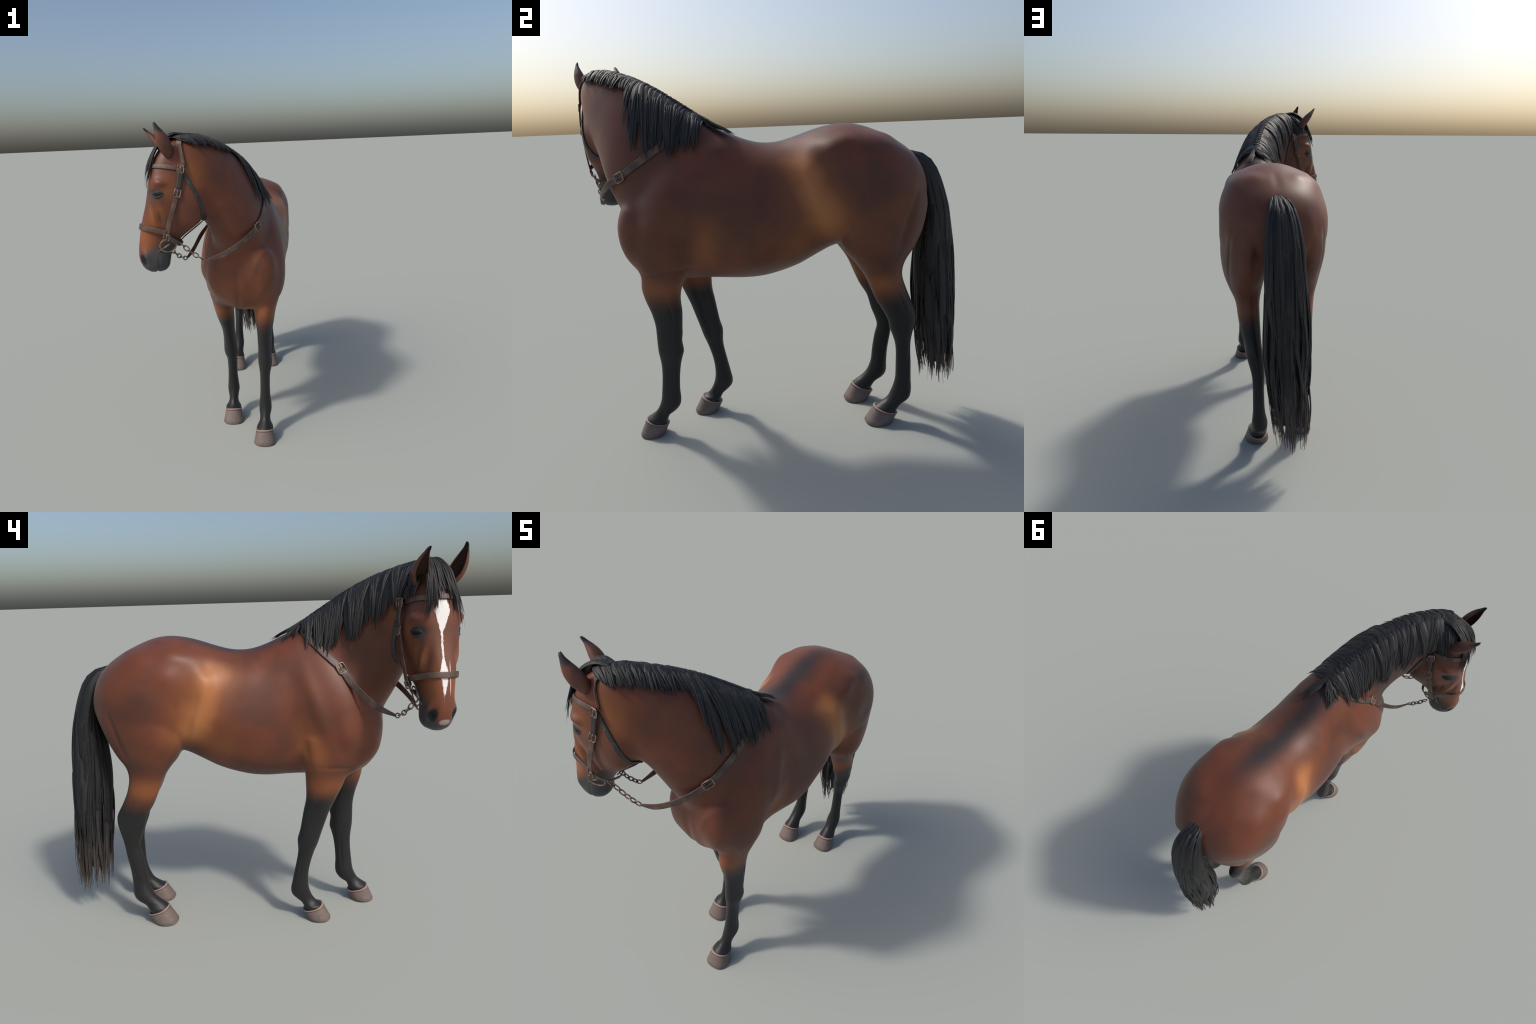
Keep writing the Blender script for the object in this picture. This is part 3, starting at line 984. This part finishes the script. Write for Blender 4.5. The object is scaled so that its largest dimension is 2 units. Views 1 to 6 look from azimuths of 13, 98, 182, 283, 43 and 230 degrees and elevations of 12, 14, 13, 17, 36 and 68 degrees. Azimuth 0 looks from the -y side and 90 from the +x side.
# ------------------------------------------------------------------ ears
def build_ear(base, tip, open_dir, wmax, bulge):
    """cupped leaf-shaped shell: thick wall, outer side and lining"""
    base, tip = np.array(base), np.array(tip)
    ax = tip - base
    ln = np.linalg.norm(ax); ax = ax / ln
    o = unit(open_dir - (open_dir @ ax) * ax)
    sidev = np.cross(ax, o)
    prof = catmull([(0, .60), (.12, .82), (.34, 1.0), (.55, .88), (.74, .58), (.87, .33), (.95, .24), (1.0, .13)], 26)
    m = 18
    outer, inner = [], []
    for t, w in prof:
        w = w * wmax
        c = base + ax * ln * t + o * (.012 * t * t - .006) + bulge * 4 * t * (1 - t) * (.35 + .5 * t)
        gap = .45 + .5 * smoothstep(.0, .4, t)          # how wide the cup opens
        a = np.linspace(-math.pi + gap, math.pi - gap, m)
        x = np.sin(a) * w; y = -np.cos(a) * w * .75
        outer.append(c + np.outer(x, sidev) + np.outer(y, o))
        th = min(.0045, w * .35)
        x2 = np.sin(a * .97) * (w - th); y2 = -np.cos(a) * (w - th) * .75
        inner.append(c + np.outer(x2, sidev) + np.outer(y2, o))
    def sheet(R, flip):
        V_ = np.concatenate(R); F_ = []
        for i in range(len(R) - 1):
            for j in range(m - 1):
                f = (i * m + j, i * m + j + 1, (i + 1) * m + j + 1, (i + 1) * m + j)
                F_.append(f[::-1] if flip else f)
        return V_, F_
    rings = [np.concatenate([a_, b_[::-1]]) for a_, b_ in zip(outer, inner)]
    ear = make_obj("ear", make_mesh("ear", *rings_to_mesh(rings)), HEADOB, EARMAT)
    lin = [b_ + (a_ - b_) * -.15 for a_, b_ in zip(outer, inner)][:22]
    lin2 = [b_ + (a_ - b_) * .3 for a_, b_ in zip(outer, inner)][:22]
    rings = [np.concatenate([a_[2:-2], b_[2:-2][::-1]]) for a_, b_ in zip(lin, lin2)]
    make_obj("ear_lining", make_mesh("ear_lining", *rings_to_mesh(rings)), HEADOB, EARIN)


build_ear(H(-.152, .062, 1.750), (-.174, -.983, 1.920), HF * .55 - HL * .8, .037, HF * .0 + HL * .02)
build_ear(H(-.135, -.068, 1.748), (-.298, -.823, 1.903), HF * .97 - HL * .05, .036, -HL * .020 + HF * .0)

# ------------------------------------------------------------------ eyes
for sd in (1, -1):
    q, nn = skin(H(-.060, sd * .13, 1.568), 0)
    up = unit(UP - (UP @ nn) * nn)
    side = np.cross(up, nn); side = side if side @ HF > 0 else -side
    V_, F_ = ellipsoid(q - nn * .0075 + up * .001, [side * .025, up * .0150, nn * .0125], 28, 16)
    eye = make_obj("eye", make_mesh("eye", V_, F_), HEADOB, EYEMAT)
    a = np.linspace(-1, 1, 22)
    for nm, hgt, th in (("upper_eyelid", .0125, .0080), ("lower_eyelid", -.0130, .0050), ("eyelid_crease", .0220, .0042)):
        P = [q + side * (.034 * t) + up * (hgt * (1 - t * t) - .004 * t) + nn * (.0025 - .006 * t * t) for t in a]
        w = th * (1.15 - a * a * .75)
        V_, F_ = strip(P, [nn] * 22, w * 1.7, w, n=10, e=.9)
        make_obj(nm, make_mesh(nm, V_, F_), HEADOB, LIDMAT)

# ------------------------------------------------------------------ mane
mane = make_obj("mane", bpy.data.meshes.new("mane"), horse)
under = Soup()
CREST = catmull([(-.114, -.880, 1.845), (-.082, -.833, 1.860), (-.033, -.757, 1.854), (.014, -.658, 1.827), (.054, -.556, 1.790),
                 (.077, -.466, 1.744), (.091, -.385, 1.695), (.100, -.303, 1.642), (.105, -.245, 1.598)], 200)
CT = frames(CREST)


def drape(root, side, length, step=.010, off=.012, back=0.0, lift=.020, tilt=0.0):
    """hair path from the crest: over the top, then down the side under its own weight"""
    t = CT[np.argmin(np.linalg.norm(CREST - root, axis=1))]
    lat = unit(np.cross(t, UP)) * side          # to the chosen side
    p, n0 = skin(root, off * .6)
    P, N = [root - lat * .020 - UP * .006], [UP]
    d = lat + UP * .15
    g = 0
    p = root + UP * .006
    while g < length:
        P.append(p); 
        q, nn = skin(p, 0)
        N.append(nn)
        want = unit(-UP * (.25 + 3.2 * g) + lat * .55 + t * back)
        d = unit(.72 * d + .28 * want)
        p = p + d * step
        q, nn = skin(p, 0)
        h = (p - q) @ nn
        lo = off
        if h < lo:
            p = q + nn * lo
        elif h > lo + .008:
            p = p - nn * (h - lo - .008) * .5
        g += step
    P, N = np.array(P), np.array(N)
    for _ in range(3):
        P[1:-1] = .5 * P[1:-1] + .25 * (P[:-2] + P[2:])
        N[1:-1] = .5 * N[1:-1] + .25 * (N[:-2] + N[2:])
    return P, N


def lock_mesh(P, N, w, th, tip=.30, tw=0.0):
    k = len(P)
    u = np.linspace(0, 1, k)
    prof = np.interp(u, [0, .06, .25, 1 - tip, 1], [.30, .85, 1, .85, .05])
    return strip(P, N, w * prof, th * np.interp(u, [0, .1, .3, 1], [.8, 1, .8, .12]), n=8, e=.8)


STRAYS = {}


def lock(P, N, w, th, parent, mat, name="lock", split=2, tip=.38):
    V_, F_ = lock_mesh(P, N, w, th, tip)
    make_obj(name, make_mesh(name, V_, F_), parent, mat)
    # a few finer strands ride on the lock and fray its end
    k = len(P)
    if k < 6:
        return
    T = frames(P)
    for _ in range(split):
        o = rng.uniform(-.42, .42) * w
        i0 = int(k * rng.uniform(.15, .5))
        seg = P[i0:].copy(); sn = N[i0:]
        b = np.cross(T[i0:], sn)
        u = np.linspace(0, 1, len(seg))[:, None]
        seg = seg + b * (o + rng.normal(0, .006) * u) + sn * (th * .35 * (1 - .4 * u))
        ext = T[-1] * rng.uniform(-.012, .016)
        seg = seg + u ** 2 * ext
        if len(seg) > 3:
            STRAYS.setdefault(parent.name, Soup()).add(*lock_mesh(seg, sn, w * rng.uniform(.16, .30), th * .5, tip=.6))


def crest_at(u):
    return CREST[int(np.clip(u, 0, 1) * (len(CREST) - 1))]


RIGHT_LEN = ([0, .06, .2, .5, .72, .86, 1], [.17, .23, .29, .37, .34, .25, .12])
LEFT_LEN = ([0, .12, .25, .47, .51, .62, .75, .88, 1], [.10, .14, .15, .15, .44, .42, .36, .29, .18])
for side, table in ((-1, RIGHT_LEN), (1, LEFT_LEN)):
    # broad under layer
    for i in range(30):
        u = (i + .5) / 30
        L_ = np.interp(u, *table) * rng.uniform(.80, .95)
        P, N = drape(crest_at(u), side, L_, off=.004, back=rng.uniform(-.06, .06) + (.16 if side > 0 else .0) - .55 * max(0, u - .7))
        under.add(*lock_mesh(P, N, rng.uniform(.046, .054), .007, .38))
    # narrower locks over it, gathered in clumps whose tips draw together
    i = 0
    while i < 48:
        size = int(rng.integers(2, 6))
        cu = (i + size / 2) / 48
        cl, cb = rng.uniform(.88, 1.06), rng.uniform(-.06, .10) + (.16 if side > 0 else .0) - .55 * max(0, cu - .7)
        for j in range(size):
            u = (i + j + .5 + rng.uniform(-.3, .3)) / 48
            if u > 1:
                continue
            L_ = np.interp(u, *table) * cl * rng.uniform(.88, 1.04)
            P, N = drape(crest_at(u), side, L_, off=.005 + (.003 if side > 0 else .006) * rng.random(), back=cb + (cu - u) * 2.5)
            lock(P, N, rng.uniform(.022, .044), rng.uniform(.008, .013), mane, HAIR, split=2, tip=rng.uniform(.35, .6))
        i += size
mane.data = under.mesh("mane"); mane.data.materials.append(HAIR)
# withers tufts, one falling to each side and back
for sd in (1, -1):
    for i in range(8):
        r0 = CREST[-1] + rng.normal(0, .004, 3)
        lat = BL * sd
        reach = rng.uniform(.09, .21)
        fan = rng.uniform(-.25, .25)
        tgt = r0 - BD * reach * ((.80 if sd > 0 else .55) + fan) + lat * reach * ((.5 if sd > 0 else .8) - fan) - UP * .02
        C = catmull([r0 + BD * .03, r0 - BD * .01 + lat * .012, r0 + (tgt - r0) * .5, tgt], 18)
        Q, N = [], []
        for j, c in enumerate(C):
            q, nn = skin(c, 0)
            Q.append(q + nn * (.008 + .004 * (i % 4) + .003 * math.sin(math.pi * j / 17))); N.append(nn)
        lock(np.array(Q), np.array(N), rng.uniform(.018, .030), .010, mane, HAIR, split=3)

# ------------------------------------------------------------------ forelock
fore = make_obj("forelock", bpy.data.meshes.new("forelock"), horse)
under = Soup()
for i in range(38):
    a = rng.uniform(-1, 1)
    a = np.sign(a) * abs(a) ** .7                     # parted, so that the star shows
    zt = 1.71 - .095 * abs(a) ** 1.5 + rng.uniform(-.045, .035) + (0 if abs(a) > .35 else .02)
    lt = a * .074 + .004
    C = catmull([H(-.240, a * .018, 1.846), H(-.190, a * .026, 1.868), H(-.120, a * .042, 1.835), H(-.070, a * .058, 1.770), H(-.045, lt, zt)], 24)
    Q, N = [], []
    for j, c in enumerate(C):
        q, nn = skin(c, 0)
        h = (c - q) @ nn
        lo = .005 + .005 * (i % 4)
        N.append(nn)
        Q.append(q + nn * min(max(h, lo), lo + (.024 if j < 14 else .016)))
    Q, N = np.array(Q), np.array(N)
    for _ in range(4):
        Q[1:-1] = .5 * Q[1:-1] + .25 * (Q[:-2] + Q[2:])
        N[1:-1] = .5 * N[1:-1] + .25 * (N[:-2] + N[2:])
    if i < 8:
        under.add(*lock_mesh(Q, N, rng.uniform(.024, .032), .009, .5))
    else:
        lock(Q, N, rng.uniform(.016, .030), .011, fore, HAIR, split=3, tip=.5)
fore.data = under.mesh("forelock"); fore.data.materials.append(HAIR)

# ------------------------------------------------------------------ tail
# z, back s, front s, left l, right l of the hanging switch
TAIL = catmull([(1.405, -.600, -.530, .045, -.045), (1.385, -.655, -.555, .072, -.060), (1.33, -.695, -.580, .092, -.080),
                (1.25, -.726, -.605, .099, -.092), (1.15, -.757, -.627, .104, -.102), (1.0, -.790, -.611, .108, -.114),
                (.85, -.814, -.600, .109, -.124), (.70, -.826, -.603, .105, -.132), (.55, -.834, -.616, .094, -.130),
                (.40, -.838, -.634, .076, -.125), (.27, -.840, -.650, .060, -.115), (.12, -.838, -.672, .036, -.098)], 90)


def tail_pt(z, ang, k=1.0):
    i = np.interp(-z, -TAIL[:, 0], np.arange(len(TAIL)))
    row = np.array([np.interp(i, np.arange(len(TAIL)), TAIL[:, j]) for j in range(5)])
    _, b, f, lf, rt = row
    c = B((b + f) / 2, (lf + rt) / 2, z)
    n = -math.cos(ang) * BD * (f - b) / 2 + math.sin(ang) * BL * (lf - rt) / 2
    return c + n * k, unit(-math.cos(ang) * BD / max((f - b) / 2, .01) + math.sin(ang) * BL / max((lf - rt) / 2, .01))


DOCK = B(-.510, .020, 1.408)


def tail_path(ang, end, k, wav, ph, n=36):
    """a lock leaves the dock, arches over the tail root and hangs down"""
    P = [DOCK + math.sin(ang) * BL * .02 + UP * .008 * -math.cos(ang) * -1]
    q, _ = tail_pt(1.36, ang, k * .62)
    P.append(q + UP * (.060 if math.cos(ang) > -.4 else .0))
    for z in np.linspace(1.300, end, n - 6):
        u = (1.300 - z) / (1.300 - end)
        a = ang + wav * math.sin(ph + 5 * u) * u + .12 * wav * u
        P.append(tail_pt(z, a, k + .025 * math.sin(ph * 2 + 7 * u) * u)[0])
    P = catmull(P, n)
    for _ in range(6):
        P[1:9] = .5 * P[1:9] + .25 * (P[:8] + P[2:10])
    drop = np.clip((1.15 - P[:, 2]) / .9, 0, 1)
    P = P + np.outer(drop * .020 * np.sin(ph * 3 + 8 * drop), BL) + np.outer(drop * .012 * np.sin(ph * 5 + 7 * drop), BD)
    C = np.array([tail_pt(min(p[2], 1.30), 0, 0)[0] for p in P])
    C[:, 2] = np.minimum(P[:, 2], 1.33)
    N = P - C
    return P, N / np.maximum(np.linalg.norm(N, axis=1), 1e-6)[:, None]


sides = [tail_path(a, .28, .76, 0, 0, 60)[0] for a in np.linspace(0, 2 * math.pi, 40, endpoint=False)]
core = [np.array([sd_[j] for sd_ in sides]) for j in range(60)]
for j in range(34, 60):                       # the core thins inside the loose end
    c = core[j].mean(0); core[j] = c + (core[j] - c) * (1 - (j - 34) / 26 * .5)
tail = make_obj("tail", make_mesh("tail", *rings_to_mesh(core)), horse, TAILHAIR)
for i in range(92):
    a0 = 2 * math.pi * (i * .6180339 % 1)
    layer = i % 3
    end = np.interp(abs(a0 - math.pi), [0, math.pi], [.19, .15]) + rng.uniform(-.02, .10)
    if layer == 1 and rng.random() < .5:
        end += rng.uniform(.1, .4)
    P, N = tail_path(a0, end + .005, .77 + .12 * layer / 2, rng.uniform(-.34, .34), rng.uniform(0, 6.28))
    i0 = int(rng.uniform(0, 2.9)) if math.cos(a0) > -.4 else int(rng.uniform(4, 10))
    lock(P[i0:], N[i0:], rng.uniform(.032, .060), rng.uniform(.013, .021), tail, TAILHAIR, split=1, tip=rng.uniform(.25, .6))

for part in (mane, fore, tail):
    so = make_obj("stray_hair", STRAYS[part.name].mesh("stray_hair"), part, TAILHAIR if part is tail else HAIR)
    so["kind"] = "stuff"
